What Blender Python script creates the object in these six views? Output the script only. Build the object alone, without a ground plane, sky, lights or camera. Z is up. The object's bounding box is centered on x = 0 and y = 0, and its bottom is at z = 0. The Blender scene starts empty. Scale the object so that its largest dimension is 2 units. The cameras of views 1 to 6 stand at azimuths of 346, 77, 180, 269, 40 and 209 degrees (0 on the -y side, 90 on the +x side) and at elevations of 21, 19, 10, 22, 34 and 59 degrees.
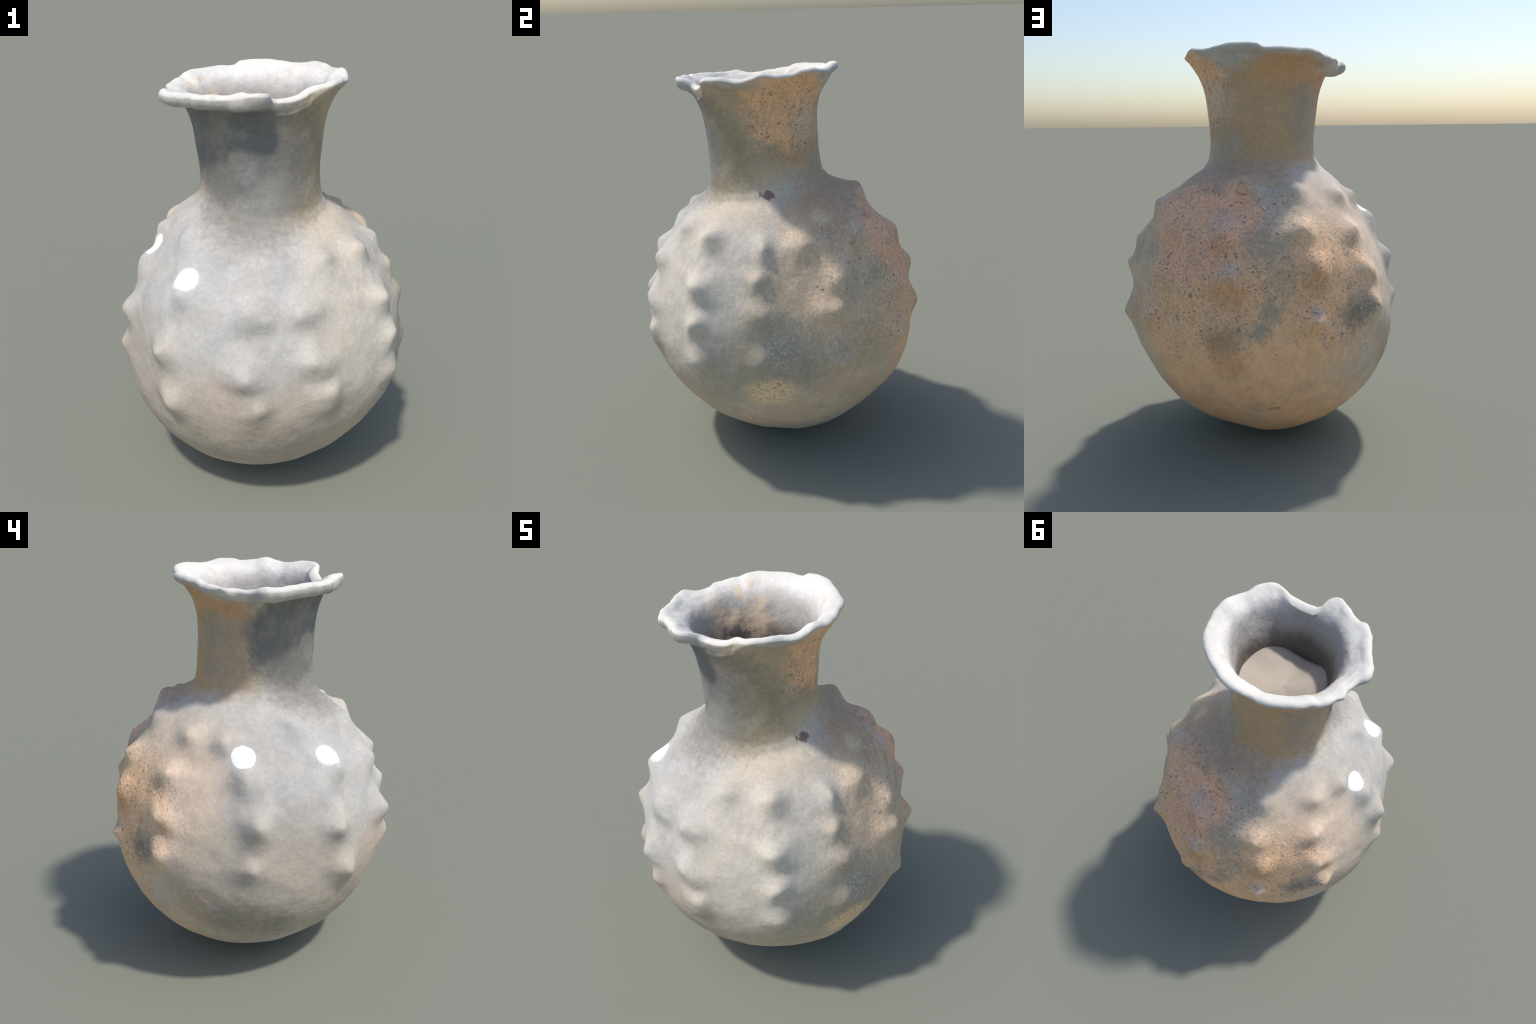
"""Ancient hand-built clay flask: round knobbed belly, flaring neck, torn wavy lip."""
import bpy, math
import numpy as np

# ------------------------------------------------------------------ parameters
ZC = 0.68                       # centre of the belly
NX, NY = -0.01, -0.08           # axis of the (leaning) neck
COLS = 720

# belly radius: rows = B-spline knots from the south to the north pole, columns = 1, cos/sin of 1..5 azimuths
BELLY = np.array([
    [0.7061, 0.0225, 0.0358, 0.0006, 0.0249, 0.0076, -0.0139, 0.0014, 0.0065, -0.0026, -0.0012],
    [0.6748, 0.006, 0.0082, 0.0011, 0.0243, 0.0113, -0.0235, 0.0079, 0.0183, -0.0097, -0.0037],
    [0.6748, -0.0133, -0.0234, 0.0016, 0.0185, 0.0121, -0.0279, 0.0134, 0.0252, -0.015, -0.0054],
    [0.679, -0.0153, -0.0231, 0.0024, -0.0008, 0.0031, -0.0142, 0.0109, 0.0103, -0.0096, -0.0038],
    [0.6911, -0.0111, -0.0144, 0.0076, 0.0002, -0.0057, 0.002, -0.0059, -0.0137, 0.0079, 0.0012],
    [0.7073, -0.0055, 0.0049, 0.011, 0.0001, 0.0022, 0.0054, 0.0017, 0.0006, -0.0034, -0.003],
    [0.6871, 0.001, 0.0071, 0.0108, -0.0013, -0.0018, -0.0035, -0.002, -0.0036, -0.001, 0.0034],
    [0.7145, -0.0015, 0.0038, 0.0238, -0.008, -0.0141, 0.0031, -0.0067, 0.0085, -0.0063, -0.0036],
    [0.7442, 0.0098, 0.0335, 0.0245, -0.0164, 0.0139, 0.0098, -0.0226, 0.0205, 0.0008, -0.0177],
    [0.7925, -0.0101, -0.0246, 0.0079, -0.0233, 0.0274, 0.0164, -0.0157, 0.015, -0.0006, -0.0176],
    [0.7436, -0.0287, -0.0617, 0.0009, -0.023, 0.023, 0.0133, -0.0058, 0.0069, -0.0012, -0.0093],
    [0.6932, -0.0393, -0.0823, -0.005, -0.0189, 0.0135, 0.0073, 0.0023, -0.0008, -0.0011, -0.0005]])
# neck radius about its own axis, knots from z 1.38 to 1.94
NECK = np.array([
    [0.3251, -0.0362, 0.0089, 0.0008, 0.0013, -0.0001, 0.0004],
    [0.2996, -0.0255, 0.0093, 0.0082, 0.0058, -0.0006, 0.0011],
    [0.2764, -0.007, 0.0053, 0.0132, 0.0093, 0.001, -0.0013],
    [0.2874, -0.0015, 0.0027, 0.0007, 0.0061, 0.0004, 0.0006],
    [0.2943, 0.0205, 0.0016, -0.003, 0.006, -0.0013, 0.0008],
    [0.3665, 0.0294, -0.0032, -0.0061, -0.0015, -0.0013, -0.0001],
    [0.4584, 0.0186, 0.0042, -0.0067, -0.0068, -0.0006, -0.0008]])
# knobs pinched out of the wall: azimuth, elevation (degrees about the belly centre), height, width (degrees)
KNOBS = [
    (1.5, 29.5, 0.051, 4.2), (4.0, 13.0, 0.051, 4.0), (8.0, -1.5, 0.044, 4.0), (17.0, 43.8, 0.039, 3.3),
    (40.0, 44.0, 0.052, 3.3), (39.5, 26.5, 0.055, 4.2), (41.0, 11.7, 0.053, 4.2), (41.5, -2.0, 0.036, 4.0),
    (66.7, 44.0, 0.043, 3.6), (66.3, 32.2, 0.041, 3.6), (66.5, 20.0, 0.042, 4.4), (69.0, -0.5, 0.028, 4.4),
    (88.5, 45.5, 0.046, 4.4), (101.5, 30.7, 0.049, 4.2), (98.3, 19.3, 0.055, 4.4), (100.0, -0.5, 0.044, 4.0),
    (117.0, 45.0, 0.052, 3.6), (138.3, 37.0, 0.052, 4.0), (136.7, 21.0, 0.047, 4.0), (132.0, 3.2, 0.059, 3.7),
    (138.0, 51.5, 0.046, 3.6), (169.3, 58.0, 0.051, 3.6), (168.0, 37.0, 0.044, 4.4), (167.3, 20.5, 0.046, 4.0),
    (165.5, 3.3, 0.047, 4.0), (200.0, 54.5, 0.045, 4.0), (199.3, 37.3, 0.053, 3.9), (202.0, 23.1, 0.046, 4.0),
    (201.0, 4.0, 0.045, 3.2), (236.0, 53.5, 0.039, 3.9), (230.5, 36.7, 0.045, 4.0), (230.3, 20.0, 0.05, 4.1),
    (231.5, 4.8, 0.048, 4.0), (258.5, 50.5, 0.039, 3.2), (270.0, 37.6, 0.044, 4.0), (274.0, 19.0, 0.06, 4.1),
    (270.0, 2.2, 0.04, 4.0), (300.0, 53.0, 0.043, 3.3), (311.0, 34.0, 0.052, 4.0), (306.5, 12.7, 0.056, 4.0),
    (309.3, -5.0, 0.05, 3.9), (325.5, 50.0, 0.036, 3.3), (340.5, 29.5, 0.055, 4.1), (339.8, 9.8, 0.059, 4.0),
    (343.0, -2.7, 0.037, 3.7), (347.0, 28.0, 0.01, 1.6), (350.0, 46.5, 0.027, 3.6)]
# lip: azimuth about the neck axis, outer radius, crest height, height where the lip leaves the neck
LIP = [
    (0, 0.340, 1.898, 1.862), (6, 0.340, 1.899, 1.862), (12, 0.343, 1.903, 1.865), (18, 0.350, 1.913, 1.873),
    (23, 0.355, 1.928, 1.885), (28, 0.38, 1.944, 1.9), (34, 0.409, 1.953, 1.918), (40, 0.416, 1.962, 1.922),
    (48, 0.413, 1.963, 1.916), (56, 0.399, 1.955, 1.914), (63, 0.405, 1.954, 1.92), (70, 0.406, 1.966, 1.932),
    (78, 0.401, 1.981, 1.95), (87, 0.401, 1.971, 1.946), (97, 0.394, 1.974, 1.945), (107, 0.389, 1.99, 1.954),
    (115, 0.389, 1.992, 1.966), (124, 0.384, 1.985, 1.964), (133, 0.376, 1.982, 1.95), (147, 0.374, 1.994, 1.958),
    (157, 0.382, 1.998, 1.96), (168, 0.385, 1.999, 1.962), (177, 0.382, 1.997, 1.96), (183, 0.371, 1.98, 1.945),
    (190, 0.378, 1.976, 1.938), (202, 0.383, 1.977, 1.935), (210, 0.384, 1.974, 1.932), (219, 0.395, 1.973, 1.928),
    (227, 0.391, 1.968, 1.915), (235, 0.398, 1.949, 1.89), (245, 0.411, 1.946, 1.878), (251, 0.419, 1.945, 1.868),
    (258, 0.399, 1.936, 1.856), (267, 0.407, 1.93, 1.856), (278, 0.44, 1.93, 1.864), (283, 0.442, 1.929, 1.862),
    (288, 0.432, 1.927, 1.862), (295, 0.42, 1.926, 1.854), (304, 0.427, 1.93, 1.856), (310, 0.441, 1.935, 1.858),
    (315, 0.446, 1.94, 1.862), (319, 0.441, 1.938, 1.866), (323, 0.418, 1.934, 1.862), (330, 0.416, 1.935, 1.856),
    (336, 0.417, 1.937, 1.853), (340, 0.429, 1.938, 1.853), (345, 0.436, 1.942, 1.857), (349, 0.429, 1.94, 1.86),
    (352.5, 0.405, 1.932, 1.862), (355.5, 0.355, 1.908, 1.862)]


# ------------------------------------------------------------------ helpers
def spline_basis(x, k):
    """uniform cubic B-spline basis, k functions on [0, 1]"""
    x = np.clip(np.asarray(x, float), 0, 1) * (k - 3)
    out = []
    for i in range(k):
        a = np.abs(x - (i - 1))
        out.append(np.where(a < 1, 2 / 3 - a ** 2 + a ** 3 / 2, np.where(a < 2, np.maximum(2 - a, 0) ** 3 / 6, 0)))
    return np.stack(out, -1)


def fourier(az, waves=3):
    f = [np.ones_like(az)]
    for m in range(1, waves + 1):
        f += [np.cos(m * az), np.sin(m * az)]
    return np.stack(f, -1)


def direction(az, el):
    return np.stack([np.sin(az) * np.cos(el), -np.cos(az) * np.cos(el), np.sin(el)], -1)


KN = np.array(KNOBS)
KDIR = direction(np.radians(KN[:, 0]), np.radians(KN[:, 1]))


def knob_angles(d):
    return np.degrees(np.arccos(np.clip(d @ KDIR.T, -1, 1)))


def belly_radius(az, el):
    d = direction(az, el)
    w = np.cos(el)
    f = fourier(az, 5)
    for m in range(1, 6):
        f[..., 2 * m - 1:2 * m + 1] *= w[..., None] ** min(m, 3)
    r = np.einsum('...k,kf,...f->...', spline_basis((el + np.pi / 2) / np.pi, len(BELLY)), BELLY, f)
    # no two knobs alike: bend the directions a little before measuring
    bend = np.stack([noise3(d, 6.0, 61), noise3(d, 6.0, 62), noise3(d, 6.0, 63)], -1) * 0.028
    a = knob_angles((d + bend) / np.linalg.norm(d + bend, axis=-1, keepdims=True))
    return r + (KN[:, 2] * np.exp(-(a * a / (2 * KN[:, 3] ** 2)) ** 0.87)).sum(-1)


def neck_radius(az, z):
    return np.einsum('...k,kf,...f->...', spline_basis((z - 1.38) / 0.56, len(NECK)), NECK, fourier(az))


def lattice(ix, iy, iz, seed):
    h = (ix * 374761393 + iy * 668265263 + iz * 2147483647 + seed * 1274126177) & 0x7fffffff
    h = ((h ^ (h >> 13)) * 1274126177) & 0x7fffffff
    return ((h ^ (h >> 16)) & 0xffff) / 32767.5 - 1.0


def noise3(p, scale, seed=0):
    """smooth value noise in -1..1"""
    q = p * scale + 100.0
    i = np.floor(q).astype(np.int64)
    f = q - i
    f = f * f * f * (f * (f * 6 - 15) + 10)
    out = 0
    for dx in (0, 1):
        for dy in (0, 1):
            for dz in (0, 1):
                w = (f[..., 0] if dx else 1 - f[..., 0]) * (f[..., 1] if dy else 1 - f[..., 1]) * (f[..., 2] if dz else 1 - f[..., 2])
                out = out + w * lattice(i[..., 0] + dx, i[..., 1] + dy, i[..., 2] + dz, seed)
    return out


def periodic(deg, table, col):
    """smooth periodic interpolation (monotone cubic) of a lip column"""
    t = np.array(table)
    x = np.concatenate([t[:, 0] - 360, t[:, 0], t[:, 0] + 360])
    y = np.tile(t[:, col], 3)
    s = np.diff(y) / np.diff(x)
    m = np.zeros(len(x))
    ok = s[:-1] * s[1:] > 0
    m[1:-1][ok] = 2 * s[:-1][ok] * s[1:][ok] / (s[:-1] + s[1:])[ok]
    i = np.clip(np.searchsorted(x, deg, side='right') - 1, 0, len(x) - 2)
    h = x[i + 1] - x[i]
    u = (deg - x[i]) / h
    return ((2 * u ** 3 - 3 * u ** 2 + 1) * y[i] + (u ** 3 - 2 * u ** 2 + u) * h * m[i]
            + (-2 * u ** 3 + 3 * u ** 2) * y[i + 1] + (u ** 3 - u ** 2) * h * m[i + 1])


# ------------------------------------------------------------------ surface
def build_rows():
    """rows of COLS points each, from the foot up the outside, over the lip and down to the floor inside"""
    az = np.arange(COLS) * 2 * np.pi / COLS
    ZJ = 1.53                                     # the belly patch ends here on the neck

    def neck_hit(az, el):
        """distance from the belly centre at which a ray leaves the neck tube"""
        d = direction(az, el)
        lo, hi = np.full(az.shape, 0.05), np.full(az.shape, 1.3)
        for _ in range(36):
            t = (lo + hi) / 2
            x, y, z = d[..., 0] * t - NX, d[..., 1] * t - NY, ZC + d[..., 2] * t
            inside = np.hypot(x, y) < neck_radius(np.arctan2(x, -y), z)
            lo, hi = np.where(inside, t, lo), np.where(inside, hi, t)
        return lo

    # elevation at which each meridian meets z = ZJ on the neck
    el = np.full(COLS, math.radians(70))
    for _ in range(30):
        t = neck_hit(az, el)
        el = np.arctan2(ZJ - ZC, t * np.cos(el))
    top = el
    rows, part = [], []
    nb = 300
    for k in range(nb + 1):
        u = k / nb
        e = -np.pi / 2 + 1e-4 + (top + np.pi / 2 - 1e-4) * u
        rb = belly_radius(az, e)
        # the belly gives way where it runs inside the neck tube
        q = direction(az, e) * rb[:, None]
        qx, qy, qz = q[:, 0] - NX, q[:, 1] - NY, q[:, 2] + ZC
        inside = 1 - np.hypot(qx, qy) / neck_radius(np.arctan2(qx, -qy), np.maximum(qz, 1.44))
        rb = rb - 0.5 * np.clip(inside + 0.02, 0, 1) * (e > 0.3)
        if np.degrees(e).max() > 25:
            rn = neck_hit(az, e)
            h = 0.032
            r = h * np.logaddexp(rb / h, rn / h)
        else:
            r = rb
        p = direction(az, e) * r[:, None]
        p[:, 2] += ZC
        rows.append(p)
        part.append('belly')
    last = rows[-1]
    psi = np.unwrap(np.arctan2(last[:, 0] - NX, -(last[:, 1] - NY)))
    deg = np.degrees(psi) % 360
    ro, zc, zl = (periodic(deg, LIP, c) for c in (1, 2, 3))
    zl = zl - 0.012 + 0.024 * np.clip((zc - zl - 0.045) / 0.03, 0, 1)

    def ring(r, z):
        return np.stack([NX + r * np.sin(psi), NY - r * np.cos(psi), z + 0 * r], -1)

    # neck outside
    z0, r0 = last[:, 2], np.hypot(last[:, 0] - NX, last[:, 1] - NY)
    nn = 84
    for k in range(1, nn + 1):
        u = k / nn
        z = z0 + (zl - z0) * u
        r = neck_radius(psi, z) + 0.009 * np.clip((z - 1.86) / 0.06, 0, 1) * np.clip((deg - 45) / 20, 0, 1) * np.clip((265 - deg) / 20, 0, 1)
        b = max(0, 1 - u * 6) ** 2
        r = r + (r0 - neck_radius(psi, z0)) * b
        rows.append(ring(np.minimum(r, ro - 0.004), z))
        part.append('neck')
    # lip: control polygon of the section, sampled as a B-spline
    rn = np.hypot(rows[-1][:, 0] - NX, rows[-1][:, 1] - NY)
    tall = zc - zl
    fold = np.clip((tall - 0.045) / 0.03, 0, 1)   # rolled-over, thick stretch of the lip
    wall = 0.050
    thr_z = np.minimum(1.83, zc - 0.05)
    thr_r = neck_radius(psi, thr_z) - wall
    ctrl = [(rn, zl),
            (rn + (ro - rn) * 0.66, zl + tall * (0.34 - 0.30 * fold)),
            (ro + 0.002 - 0.014 * fold, zl + tall * (0.56 - 0.30 * fold)),
            (ro + 0.003 - 0.001 * fold, zl + tall * 0.86 - 0.010 * fold),
            (ro - 0.010, zc + 0.006),
            (ro - 0.034, zc + 0.003 - 0.002 * fold),
            (np.minimum(ro - 0.060, ro * .5 + thr_r * .5 + .006), zc - 0.016),
            (thr_r + (ro - thr_r) * 0.26, zc * 0.70 + thr_z * 0.30),
            (thr_r + 0.006, thr_z + 0.012),
            (thr_r, thr_z - 0.02)]
    cp = [np.stack(np.broadcast_arrays(a, b), 0) for a, b in ctrl]
    cp = [2 * cp[0] - cp[1]] + cp + [2 * cp[-1] - cp[-2]]
    seg = len(cp) - 3
    nl = 64
    for k in range(1, nl + 1):
        t = k / nl * seg
        i = min(int(t), seg - 1)
        u = t - i
        w = ((1 - u) ** 3 / 6, (3 * u ** 3 - 6 * u ** 2 + 4) / 6, (-3 * u ** 3 + 3 * u ** 2 + 3 * u + 1) / 6, u ** 3 / 6)
        r, z = sum(w[j] * cp[i + j] for j in range(4))
        rows.append(ring(r, z))
        part.append('lip' if t < 6.0 else 'inside')
    # throat and floor inside
    ri, zi = r, z

    def floor_z(r):
        dip = np.exp(-((np.degrees(psi) + 180) % 360 - 180) ** 2 / 900)
        low = np.exp(-((np.degrees(psi) - 215 + 180) % 360 - 180) ** 2 / 3000)
        return 1.64 - 0.45 * r * low - 0.22 * r * dip + 0.014 * noise3(ring(r, 0 * r), 7.0, 41)

    for k in range(1, 31):
        u = k / 30
        z = zi + (floor_z(ri) + 0.02 - zi) * u
        rows.append(ring(neck_radius(psi, z) - wall + (ri - neck_radius(psi, zi) + wall) * (1 - u), z))
        part.append('inside')
    rf = np.hypot(rows[-1][:, 0] - NX, rows[-1][:, 1] - NY)
    for k in range(1, 21):
        s = min(k / 20, .9999)
        rows.append(ring(rf * (1 - s), floor_z(rf * (1 - s)) + 0.02 * (1 - s) ** 4 - 0.012 * s))
        part.append('floor')
    P = np.stack(rows)
    return P, part


def vase_mesh():
    P, part = build_rows()
    R, C = P.shape[:2]
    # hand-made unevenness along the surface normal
    du = np.roll(P, -1, 1) - np.roll(P, 1, 1)
    dv = np.gradient(P, axis=0)
    n = np.cross(du, dv)
    n /= np.maximum(np.linalg.norm(n, axis=-1, keepdims=True), 1e-9)
    amt = 0.0035 * noise3(P, 9.0, 3) + 0.0012 * noise3(P, 21.0, 5) + 0.0004 * noise3(P, 55.0, 8)
    gain = np.array([{'belly': 1.0, 'neck': .45, 'lip': 1.0, 'inside': 2.2, 'floor': .8}[q] for q in part])
    gain = np.convolve(np.pad(gain, 20, mode='edge'), np.ones(41) / 41, 'valid')
    amt = amt * gain[:, None]
    # dents and folds pressed into the thick part of the lip by fingers
    raz = np.degrees(np.arctan2(P[..., 0] - NX, -(P[..., 1] - NY))) % 360
    along = np.clip((raz - 238) / 8, 0, 1) * np.clip((346 - raz) / 8, 0, 1)
    islip = np.array([1.0 if q == 'lip' else 0.0 for q in part])
    islip = np.convolve(np.pad(islip, 5, mode='edge'), np.ones(11) / 11, 'valid')[:, None] * along
    amt += islip * (0.010 * noise3(P, 7.5, 21) + 0.007 * noise3(P * np.array([1.2, 1.2, .8]), 15.0, 22))
    # gritty, pitted side
    q = P - np.array([0.10, 0.62, 0.85])
    grit = np.exp(-(q ** 2).sum(-1) / 0.18)
    pit = np.clip(noise3(P, 75.0, 31) - 0.45, 0, 1) + 0.5 * np.clip(noise3(P, 120.0, 33) - 0.4, 0, 1)
    amt -= grit * pit * 0.006 * (gain[:, None] > 0.3)
    # where the grid folds sharply the normal is noisy: pole rows stay as they are
    amt[:3] = amt[:3].mean()
    P = P + n * amt[..., None]
    P[..., 2] -= P[..., 2].min()
    verts = P.reshape(-1, 3)
    r, c = np.meshgrid(np.arange(R - 1), np.arange(C), indexing='ij')
    a, b = r * C + c, r * C + (c + 1) % C
    faces = np.stack([a, b, b + C, a + C], -1).reshape(-1, 4)
    fpart = np.repeat(np.array([part[i + 1] for i in range(R - 1)]), C)
    # knobs: the faces round each tip become a part of their own
    ctr = verts[faces].mean(1)
    d = ctr - np.array([0, 0, ZC])
    d /= np.linalg.norm(d, axis=1, keepdims=True)
    ang = knob_angles(d) / (KN[:, 3] * 1.25)
    ki = ang.argmin(1)
    kn = np.where((ang.min(1) < 1) & (fpart == 'belly'), ki, -1)
    return verts, faces, fpart, kn, C, R


def make_object(name, verts, faces, normals, mat, parent):
    used, inv = np.unique(faces, return_inverse=True)
    me = bpy.data.meshes.new(name)
    v, f = verts[used], inv.reshape(faces.shape)
    me.vertices.add(len(v))
    me.vertices.foreach_set('co', v.ravel())
    me.loops.add(f.size)
    me.loops.foreach_set('vertex_index', f.ravel().astype(np.int32))
    me.polygons.add(len(f))
    me.polygons.foreach_set('loop_start', np.arange(0, f.size, f.shape[1], dtype=np.int32))
    me.update(calc_edges=True)
    me.validate()
    me.polygons.foreach_set('use_smooth', np.ones(len(me.polygons), dtype=bool))
    me.normals_split_custom_set_from_vertices(normals[used].tolist())
    me.materials.append(mat)
    ob = bpy.data.objects.new(name, me)
    bpy.context.scene.collection.objects.link(ob)
    ob.parent = parent
    return ob


# ------------------------------------------------------------------ materials
class Nodes:
    """a few words for writing node trees"""

    def __init__(self, name):
        self.mat = bpy.data.materials.new(name)
        self.mat.use_nodes = True
        self.t = self.mat.node_tree
        self.t.nodes.clear()
        self.P = self.t.nodes.new('ShaderNodeTexCoord').outputs['Object']

    def put(self, sock, v):
        if hasattr(v, 'links'):
            self.t.links.new(v, sock)
        elif v is not None:
            sock.default_value = v

    def math(self, op, a, b=None, c=None, clamp=False):
        n = self.t.nodes.new('ShaderNodeMath')
        n.operation, n.use_clamp = op, clamp
        for s, v in zip(n.inputs, (a, b, c)):
            self.put(s, v)
        return n.outputs[0]

    def vec(self, op, a, b=None, scale=None, out=0):
        n = self.t.nodes.new('ShaderNodeVectorMath')
        n.operation = op
        self.put(n.inputs[0], a)
        self.put(n.inputs[1], b)
        if scale is not None:
            self.put(n.inputs['Scale'], scale)
        return n.outputs[out]

    def noise(self, scale, detail=3, rough=.55, at=None, color=False, stretch=None):
        n = self.t.nodes.new('ShaderNodeTexNoise')
        n.inputs['Scale'].default_value = scale
        n.inputs['Detail'].default_value = detail
        n.inputs['Roughness'].default_value = rough
        p = at or self.P
        if stretch:
            p = self.vec('MULTIPLY', p, stretch)
        self.put(n.inputs['Vector'], p)
        return n.outputs['Color' if color else 'Fac']

    def cells(self, scale, at=None, stretch=None, out='Distance'):
        n = self.t.nodes.new('ShaderNodeTexVoronoi')
        n.inputs['Scale'].default_value = scale
        p = at or self.P
        if stretch:
            p = self.vec('MULTIPLY', p, stretch)
        self.put(n.inputs['Vector'], p)
        return n.outputs[out]

    def step(self, x, lo, hi, to0=0.0, to1=1.0):
        n = self.t.nodes.new('ShaderNodeMapRange')
        n.interpolation_type = 'SMOOTHSTEP'
        for s, v in zip(n.inputs, (x, lo, hi, to0, to1)):
            self.put(s, v)
        return n.outputs[0]

    def mix(self, fac, a, b, mode='MIX'):
        n = self.t.nodes.new('ShaderNodeMix')
        n.data_type, n.blend_type = 'RGBA', mode
        self.put(n.inputs[0], fac)
        for s, v in ((n.inputs[6], a), (n.inputs[7], b)):
            self.put(s, (*v, 1) if isinstance(v, tuple) else v)
        return n.outputs[2]

    def warped(self, amount, scale, detail=3):
        c = self.noise(scale, detail, .6, color=True)
        return self.vec('ADD', self.P, self.vec('SCALE', self.vec('SUBTRACT', c, (.5, .5, .5)), scale=amount))

    def spot(self, at, centre, radius, soft, squash=None, ragged=None):
        """1 inside a blob round the centre, 0 outside; ragged adds a noise to the edge"""
        d = self.vec('SUBTRACT', at, centre)
        if squash:
            d = self.vec('MULTIPLY', d, squash)
        r = self.vec('LENGTH', d, out=1)
        if ragged is not None:
            r = self.math('ADD', r, ragged)
        return self.step(r, radius - soft, radius + soft, 1.0, 0.0)

    def finish(self, color, rough, height=None, dist=0.01, spec=.3):
        b = self.t.nodes.new('ShaderNodeBsdfPrincipled')
        o = self.t.nodes.new('ShaderNodeOutputMaterial')
        self.put(b.inputs['Base Color'], color)
        self.put(b.inputs['Roughness'], rough)
        self.put(b.inputs['Specular IOR Level'], spec)
        if height is not None:
            n = self.t.nodes.new('ShaderNodeBump')
            n.inputs['Distance'].default_value = dist
            n.inputs['Strength'].default_value = 1.0
            self.put(n.inputs['Height'], height)
            self.t.links.new(n.outputs[0], b.inputs['Normal'])
        self.t.links.new(b.outputs[0], o.inputs[0])
        return self.mat


def on_belly(az, el, r=0.70):
    p = direction(np.array(math.radians(az)), np.array(math.radians(el))) * r
    return (float(p[0]), float(p[1]), float(p[2] + ZC))


def on_neck(az, z, r=0.28):
    a = math.radians(az)
    return (NX + r * math.sin(a), NY - r * math.cos(a), z)


PALE = (.57, .525, .465)
GREY = (.505, .485, .455)
CREAM = (.74, .705, .64)
BUFF = (.46, .39, .315)          # tan-grey of the lower south side
TAN = (.735, .575, .43)
SALMON = (1.0, .555, .34)  # red raised to the limit, with ORANGE, to lighten the shaded north side
ORANGE = (1.0, .585, .31)
RUST = (.72, .37, .17)
OCHRE = (.76, .60, .40)
EARTH = (.72, .535, .365)
BROWN = (.61, .395, .215)
UMBER = (.40, .27, .165)
ASH = (.265, .24, .205)
SLATE = (.180, .180, .172)
SMOKE = (.46, .39, .29)
SOOT = (.27, .24, .19)
MAUVE = (.58, .41, .275)
LILAC = (.72, .56, .46)
DARK = (.30, .205, .155)

# broad firing colours of the belly: azimuth, elevation, radius (m), softness, colour, strength
ZONES = [
    (322, 44, .40, .18, GREY, 1), (345, 18, .34, .18, GREY, .85), (275, 25, .32, .18, GREY, .55),
    (335, -22, .34, .16, BUFF, .9), (10, -20, .36, .18, BUFF, .75), (282, -8, .36, .18, BUFF, .75),
    (40, -30, .30, .16, EARTH, .5), (250, 5, .28, .16, BUFF, .6),
    (35, 22, .36, .18, (.64, .575, .48), .9),
    (222, 26, .40, .14, TAN, 1), (104, 18, .44, .15, EARTH, 1), (172, -14, .58, .14, ORANGE, 1),
    (226, -22, .30, .16, EARTH, .8), (108, -16, .30, .14, EARTH, 1), (78, -30, .22, .12, EARTH, .8), (190, -56, .40, .14, ORANGE, .9), (205, 14, .30, .14, ORANGE, .7),
    (218, 33, .14, .10, ORANGE, .3), (152, 41, .29, .08, SALMON, 1),
    (106, 58, .17, .07, MAUVE, 1), (130, 62, .15, .07, MAUVE, .9), (165, 68, .17, .06, MAUVE, 1),
    (192, 63, .10, .06, MAUVE, .8)]
# smaller patches several pale on its top, same columns
STAINS = [
    (72, 4, .19, .12, SMOKE, .9), (86, -2, .13, .09, SMOKE, .9), (78, 0, .09, .07, SOOT, .8),
    (54, -6, .15, .12, SMOKE, .8), (99, 3, .06, .05, SMOKE, .8), (42, -20, .12, .10, SMOKE, .5),
    (66, 29, .06, .05, SMOKE, .7), (82, 29, .11, .08, EARTH, .8), (116, 44, .05, .04, SLATE, .6),
    (102, 55, .055, .025, OCHRE, .9), (88, 49, .10, .06, OCHRE, .5),
    (54, 61, .12, .08, OCHRE, .4), (30, 57, .10, .08, OCHRE, .3), (96, -30, .14, .10, OCHRE, .6),
    (307, 34, .05, .04, CREAM, .8), (265, -28, .20, .12, SMOKE, .8), (70, -2, .20, .11, SMOKE, .8),
    (114, 3, .11, .08, BROWN, .6), (108, 27, .07, .06, SMOKE, .5),
    (163, 33, .055, .04, RUST, .7), (168, 15, .075, .05, RUST, .65), (202, 19, .065, .05, RUST, .7),
    (166, -2, .08, .05, UMBER, .6), (169, -11, .07, .04, RUST, .6), (171, 55, .055, .035, RUST, .75),
    (140, 51, .05, .035, RUST, .6), (169, 23, .045, .03, LILAC, .8), (202, 6.5, .035, .025, LILAC, .8),
    (163, 41, .07, .05, LILAC, .6), (182, 34, .09, .07, SMOKE, .75), (184, 9, .055, .04, SMOKE, .8),
    (180, 2, .05, .035, SMOKE, .8), (188, 20, .08, .06, SMOKE, .55), (171, 2, .06, .05, SMOKE, .5),
    (220, 5, .085, .06, SOOT, .9), (227, 9, .05, .05, SOOT, .7), (123, 30, .06, .05, SMOKE, .6),
    (198, 47, .08, .06, OCHRE, .6), (196, 62, .05, .03, SOOT, .6), (234, 17, .035, .025, RUST, .6),
    (239, 36, .07, .06, LILAC, .6), (186, -33, .03, .012, UMBER, .7), (147, -9, .014, .004, UMBER, .9),
    (329, 0, .09, .06, (.56, .44, .37), .6), (314, -23, .08, .06, SMOKE, .6), (319, -19, .03, .03, SOOT, .5),
    (261, -21, .11, .08, SOOT, .7), (279, -27, .10, .08, SOOT, .8), (241, -5, .08, .06, SMOKE, .6),
    (246, -17, .11, .08, UMBER, .5), (229, -15, .06, .05, PALE, .6), (355, -20, .12, .09, BUFF, .6),
    (300, -30, .10, .08, SMOKE, .6)]
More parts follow.
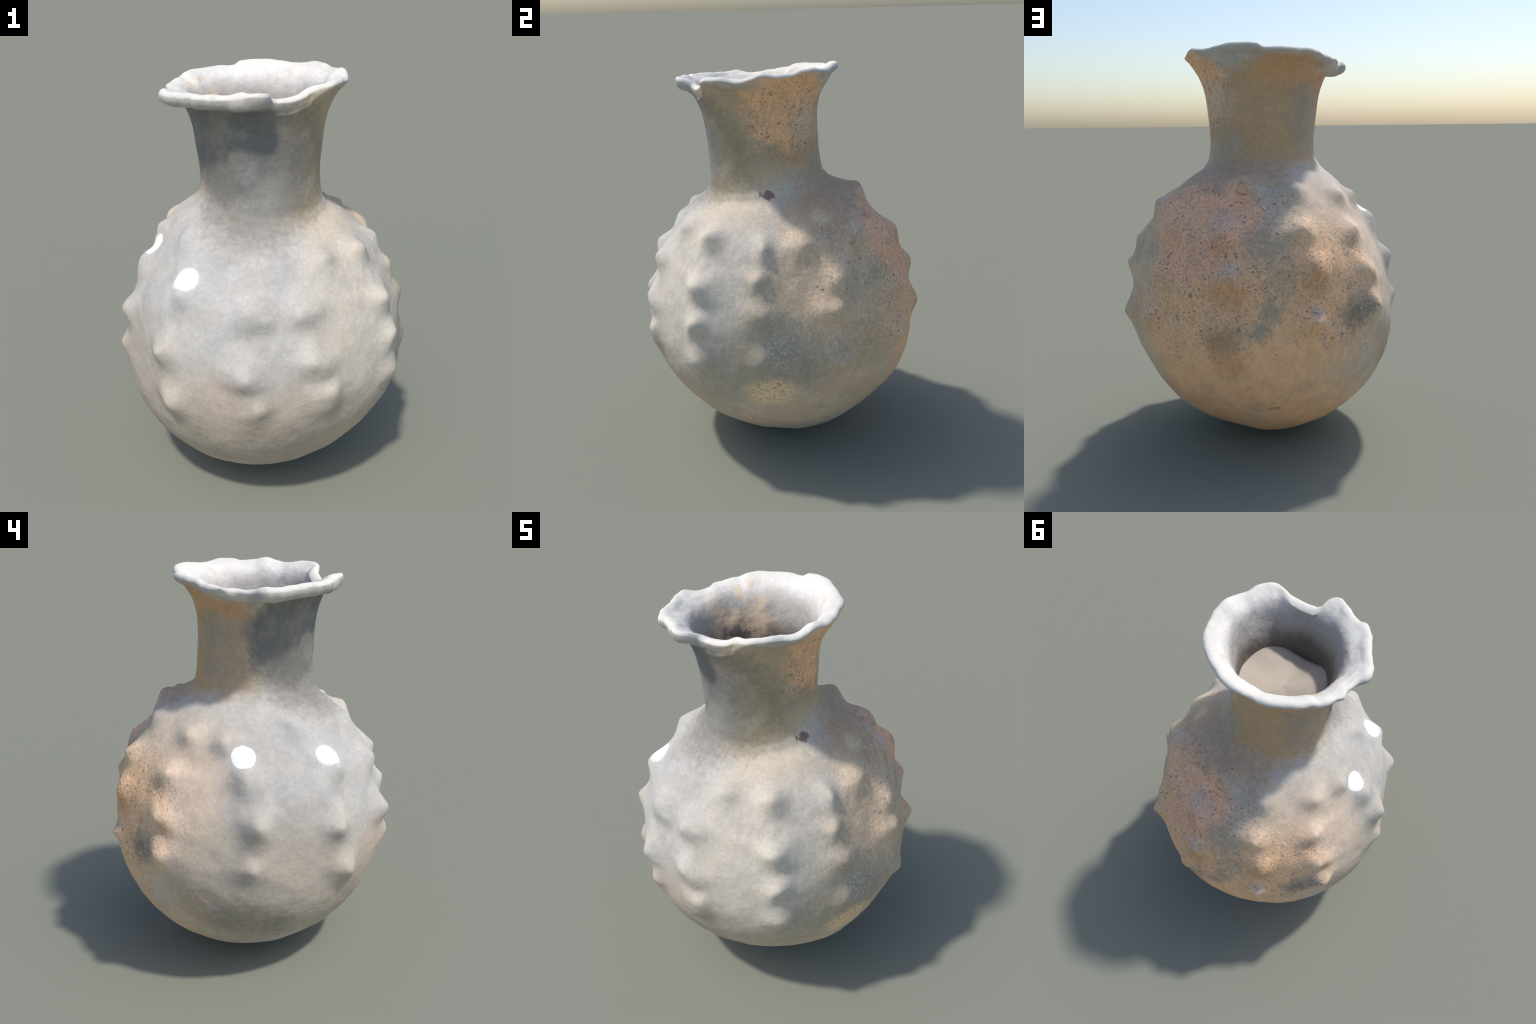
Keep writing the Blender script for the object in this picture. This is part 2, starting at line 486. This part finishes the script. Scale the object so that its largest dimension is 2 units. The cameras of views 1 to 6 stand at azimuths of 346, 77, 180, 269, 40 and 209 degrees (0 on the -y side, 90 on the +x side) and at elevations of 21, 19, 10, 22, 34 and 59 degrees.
# neck: azimuth, height, radius, softness, squash in height, colour, strength
NECK_ZONES = [
    (50, 1.68, .31, .06, 1.15, (.49, .385, .255), 1), (205, 1.68, .33, .06, 1.2, BROWN, 1),
    (245, 1.64, .20, .05, .9, (.47, .36, .25), .9),
    (150, 1.64, .26, .07, 1.1, BROWN, .9), (22, 1.62, .19, .06, .7, (.385, .31, .195), 1),
    (338, 1.64, .28, .10, .75, (.215, .20, .175), 1), (345, 1.47, .15, .10, 1.2, (.34, .325, .29), .7),
    (312, 1.71, .24, .045, .95, SLATE, .95), (300, 1.50, .12, .08, 1, ASH, .5),
    (100, 1.84, .205, .05, .95, ORANGE, 1), (128, 1.74, .12, .05, 1, TAN, .6),
    (248, 1.86, .10, .05, 1.3, RUST, .6), (205, 1.91, .16, .06, 1.6, RUST, .4),
    (140, 1.50, .09, .06, 1, SMOKE, .7), (85, 1.46, .10, .06, 1.3, OCHRE, .35)]


def clay_material():
    m = Nodes('fired_clay')
    w1 = m.warped(.20, 3.2)          # broad, cloudy edges
    w2 = m.warped(.08, 10.0, 5)      # ragged edges
    w3 = m.warped(.15, 6.0, 6)
    cloud = m.noise(2.6, 5, .6)
    col = m.mix(m.step(cloud, .35, .68), PALE, (.56, .50, .425))

    frayed = m.math('MULTIPLY', m.math('SUBTRACT', m.noise(17, 9, .72), .5), .26)
    flaky = m.math('MULTIPLY', m.math('SUBTRACT', m.noise(34, 7, .7), .5), .10)

    def blob(col, color, centre, radius, soft, at, amount=1.0, squash=None, edge=None):
        s = m.spot(at, centre, radius, soft, squash, edge)
        if amount != 1:
            s = m.math('MULTIPLY', s, amount)
        return m.mix(s, col, color)

    for i, (az, el, rad, soft, tone, amount) in enumerate(ZONES):
        col = blob(col, tone, on_belly(az, el, .715), rad, soft, w1 if i < 9 else w3, amount, None, None if i < 9 else frayed)
    for az, el, rad, soft, tone, amount in STAINS:
        col = blob(col, tone, on_belly(az, el, .725), rad, soft, w2, amount, None, flaky)
    for az, z, rad, soft, sq, tone, amount in NECK_ZONES:
        col = blob(col, tone, on_neck(az, z), rad, soft, w2, amount, (1, 1, sq), frayed if tone in (ORANGE, TAN) else flaky)

    # where the clay is coarse
    gritty = m.math('MAXIMUM', m.spot(w1, on_belly(158, 28), .46, .14), m.spot(w1, on_neck(105, 1.80), .24, .06))
    gritty = m.math('MAXIMUM', gritty, m.math('MULTIPLY', m.spot(w1, on_belly(210, 16), .34, .12), .85))
    gritty = m.math('MAXIMUM', gritty, m.math('MULTIPLY', m.spot(w1, on_belly(112, 40), .26, .12), .6))
    # coarse mottling of the gritty side, fine mottling elsewhere
    patchy = m.step(m.noise(30, 5, .65), .52, .66)
    col = m.mix(m.math('MULTIPLY', m.math('MULTIPLY', patchy, gritty), .28), col, m.mix(.5, col, (.52, .38, .30)))
    patchy = m.step(m.noise(44, 4, .6, at=w2), .56, .68)
    col = m.mix(m.math('MULTIPLY', m.math('MULTIPLY', patchy, gritty), .5), col, (1.0, .72, .48))
    # ochre flecks where the slip has flaked on the east side
    east = m.spot(w1, on_belly(104, 28), .46, .16)
    flecks = m.step(m.noise(46, 6, .72), .585, .64)
    col = m.mix(m.math('MULTIPLY', m.math('MULTIPLY', flecks, east), .65), col, (.90, .69, .43))
    flecks = m.step(m.noise(58, 5, .7, at=w2), .60, .66)
    col = m.mix(m.math('MULTIPLY', m.math('MULTIPLY', flecks, east), .35), col, (.36, .31, .25))
    # beige and grey mottling of the slip
    stain = m.step(m.noise(5.5, 7, .62, at=w2), .50, .66)
    col = m.mix(m.math('MULTIPLY', stain, .42), col, m.mix(.6, col, (.50, .41, .30)))
    stain = m.step(m.noise(7.5, 7, .62), .54, .70)
    col = m.mix(m.math('MULTIPLY', stain, .55), col, m.mix(.5, col, (.40, .39, .365)))
    mot = m.step(m.noise(12, 6, .7), .3, .7, .94, 1.05)
    col = m.mix(1.0, col, m.vec('SCALE', (1, 1, 1), scale=mot), 'MULTIPLY')
    mot2 = m.step(m.noise(34, 6, .7), .3, .7, .93, 1.06)
    col = m.mix(1.0, col, m.vec('SCALE', (1, 1, 1), scale=mot2), 'MULTIPLY')

    # fine tooth of the fired surface, stronger on the coarse side
    tooth = m.step(m.noise(75, 6, .75), .36, .64, -1.0, 1.0)
    tooth = m.math('MULTIPLY', tooth, m.math('ADD', .045, m.math('MULTIPLY', m.math('MAXIMUM', gritty, m.math('MULTIPLY', east, .7)), .11)))
    col = m.mix(1.0, col, m.vec('SCALE', (1, 1, 1), scale=m.math('ADD', 1.0, tooth)), 'MULTIPLY')
    # yellow grains and pale grains on the smoke stain of the east side
    grains = m.step(m.noise(52, 5, .7, stretch=(1, 1, 1.7)), .42, .49)
    patch = m.spot(w2, on_belly(71, -14), .125, .05, (1, 1, 1.5))
    col = m.mix(m.math('MULTIPLY', grains, patch), col, (.96, .67, .37))
    g2 = m.step(m.noise(85, 3, .7), .57, .63)
    col = m.mix(m.math('MULTIPLY', g2, m.spot(w2, on_belly(76, 7), .12, .08)), col, (.66, .68, .66))

    # worn, pale crest of the lip
    geo = m.t.nodes.new('ShaderNodeNewGeometry')
    sep = m.t.nodes.new('ShaderNodeSeparateXYZ')
    m.put(sep.inputs[0], geo.outputs['Normal'])
    high = m.step(m.vec('DOT_PRODUCT', m.P, (0, 0, 1), out=1), 1.85, 1.885)
    upfacing = m.step(m.math('ADD', sep.outputs[2], m.math('MULTIPLY', m.noise(18, 4), .5)), .25, .6)
    crest = m.math('MULTIPLY', high, upfacing)
    col = m.mix(crest, col, CREAM)
    # the folded part of the lip stays pale on its outer face
    fold = m.math('MULTIPLY', m.math('MULTIPLY', high, m.math('SUBTRACT', 1.0, upfacing)), m.spot(w2, on_neck(300, 1.92, .40), .40, .05))
    col = m.mix(m.math('MULTIPLY', fold, .8), col, m.mix(m.step(m.noise(9, 4), .4, .65), (.46, .44, .40), (.66, .61, .53)))

    # mineral grains
    some = m.math('MULTIPLY', m.math('MAXIMUM', gritty, .05), m.math('SUBTRACT', 1.0, crest))
    some = m.math('MULTIPLY', some, m.step(m.noise(7, 3), .3, .6, .45, 1.15))
    grain_at = m.warped(.03, 34, 3)
    for scale, size, share in ((13, .20, .14), (24, .26, .30), (44, .31, .42), (80, .33, .45)):
        dist = m.cells(scale, grain_at, (1, 1, 1.35))
        rnd = m.cells(scale, grain_at, (1, 1, 1.35), out='Color')
        pick = m.math('LESS_THAN', rnd, m.math('MULTIPLY', some, share))
        mask = m.math('MULTIPLY', m.step(dist, size * .6, size * 1.15, 1.0, 0.0), pick)
        tone = m.mix(m.step(m.noise(20, 2), .35, .65), DARK, (.44, .36, .31))
        col = m.mix(m.math('MULTIPLY', mask, .85), col, tone)
    # a few pale chips
    rnd = m.cells(34, out='Color')
    pick = m.math('LESS_THAN', rnd, .03)
    mask = m.math('MULTIPLY', m.step(m.cells(34), .10, .16, 1.0, 0.0), pick)
    col = m.mix(mask, col, (.70, .67, .62))
    # one big dark inclusion at the foot of the neck
    col = m.mix(m.spot(w2, on_belly(64.8, 68.1, .771), .044, .006, (1, .8, 1.8), flaky), col, (.27, .19, .165))
    # two round white marks above knobs
    for az, el, edge in ((268.7, 45.4, .004), (311.5, 39.4, .012)):
        col = m.mix(m.spot(m.warped(.014, 18, 2), on_belly(az, el, .735), .058, edge), col, (.95, .95, .95))

    h = m.math('ADD', m.math('MULTIPLY', m.noise(24, 9, .68), .8), m.math('MULTIPLY', m.noise(130, 4, .6), .22))
    h = m.math('MULTIPLY', h, m.math('ADD', m.math('MULTIPLY', gritty, .8), .36))
    return m.finish(col, .78, h, .010)


def inside_material():
    m = Nodes('clay_inside')
    w = m.warped(.12, 7, 5)
    cloud = m.noise(8, 6, .65)
    col = m.mix(m.step(cloud, .35, .65), (.70, .665, .62), (.78, .75, .70))
    beige = m.step(m.noise(9, 7, .65, at=w), .50, .64)
    col = m.mix(m.math('MULTIPLY', beige, .6), col, (.66, .57, .46))
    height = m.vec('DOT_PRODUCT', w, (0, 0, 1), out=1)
    col = m.mix(m.math('MULTIPLY', m.step(height, 1.84, 1.95, 1.0, 0.0), .85), col, (.36, .34, .315))  # wall colour darkened with depth to deepen the shadow down the throat
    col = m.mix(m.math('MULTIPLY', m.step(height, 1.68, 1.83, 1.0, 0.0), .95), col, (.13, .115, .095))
    stain = m.math('MULTIPLY', m.spot(w, on_neck(240, 1.82, .26), .17, .08), m.step(cloud, .42, .55))
    col = m.mix(m.math('MULTIPLY', stain, .7), col, (.70, .54, .36))
    fine = m.step(m.noise(45, 6, .7), .3, .7, .93, 1.06)
    col = m.mix(1.0, col, m.vec('SCALE', (1, 1, 1), scale=fine), 'MULTIPLY')
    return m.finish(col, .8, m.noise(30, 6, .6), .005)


def floor_material():
    m = Nodes('silt_inside')
    col = m.mix(m.noise(6, 3), (.50, .43, .34), (.47, .42, .37))
    return m.finish(col, .9, m.noise(30, 3), .002)


# ------------------------------------------------------------------ assembly
def main():
    verts, faces, fpart, kn, C, R = vase_mesh()
    # normals of the whole surface
    a, b, c, d = (verts[faces[:, i]] for i in range(4))
    fn = np.cross(c - a, d - b)
    vn = np.zeros_like(verts)
    for i in range(4):
        np.add.at(vn, faces[:, i], fn)
    vn /= np.maximum(np.linalg.norm(vn, axis=1, keepdims=True), 1e-12)

    clay, lining, silt = clay_material(), inside_material(), floor_material()
    root = bpy.data.objects.new('clay_vase', None)
    bpy.context.scene.collection.objects.link(root)
    root['label'] = 'round knobbed clay vase with flaring neck and chipped wavy lip'
    root['category'] = 'vase'
    belly = make_object('body', verts, faces[(fpart == 'belly') & (kn < 0)], vn, clay, root)
    for i in range(len(KNOBS)):
        f = faces[kn == i]
        if len(f):
            make_object('knob', verts, f, vn, clay, belly)
    neck = make_object('neck', verts, faces[fpart == 'neck'], vn, clay, root)
    make_object('lip', verts, faces[fpart == 'lip'], vn, clay, root)
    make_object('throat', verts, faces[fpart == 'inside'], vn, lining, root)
    # floor: the last ring is closed with a fan of quads onto a small disc
    make_object('inner_floor', verts, faces[fpart == 'floor'], vn, silt, root)


main()
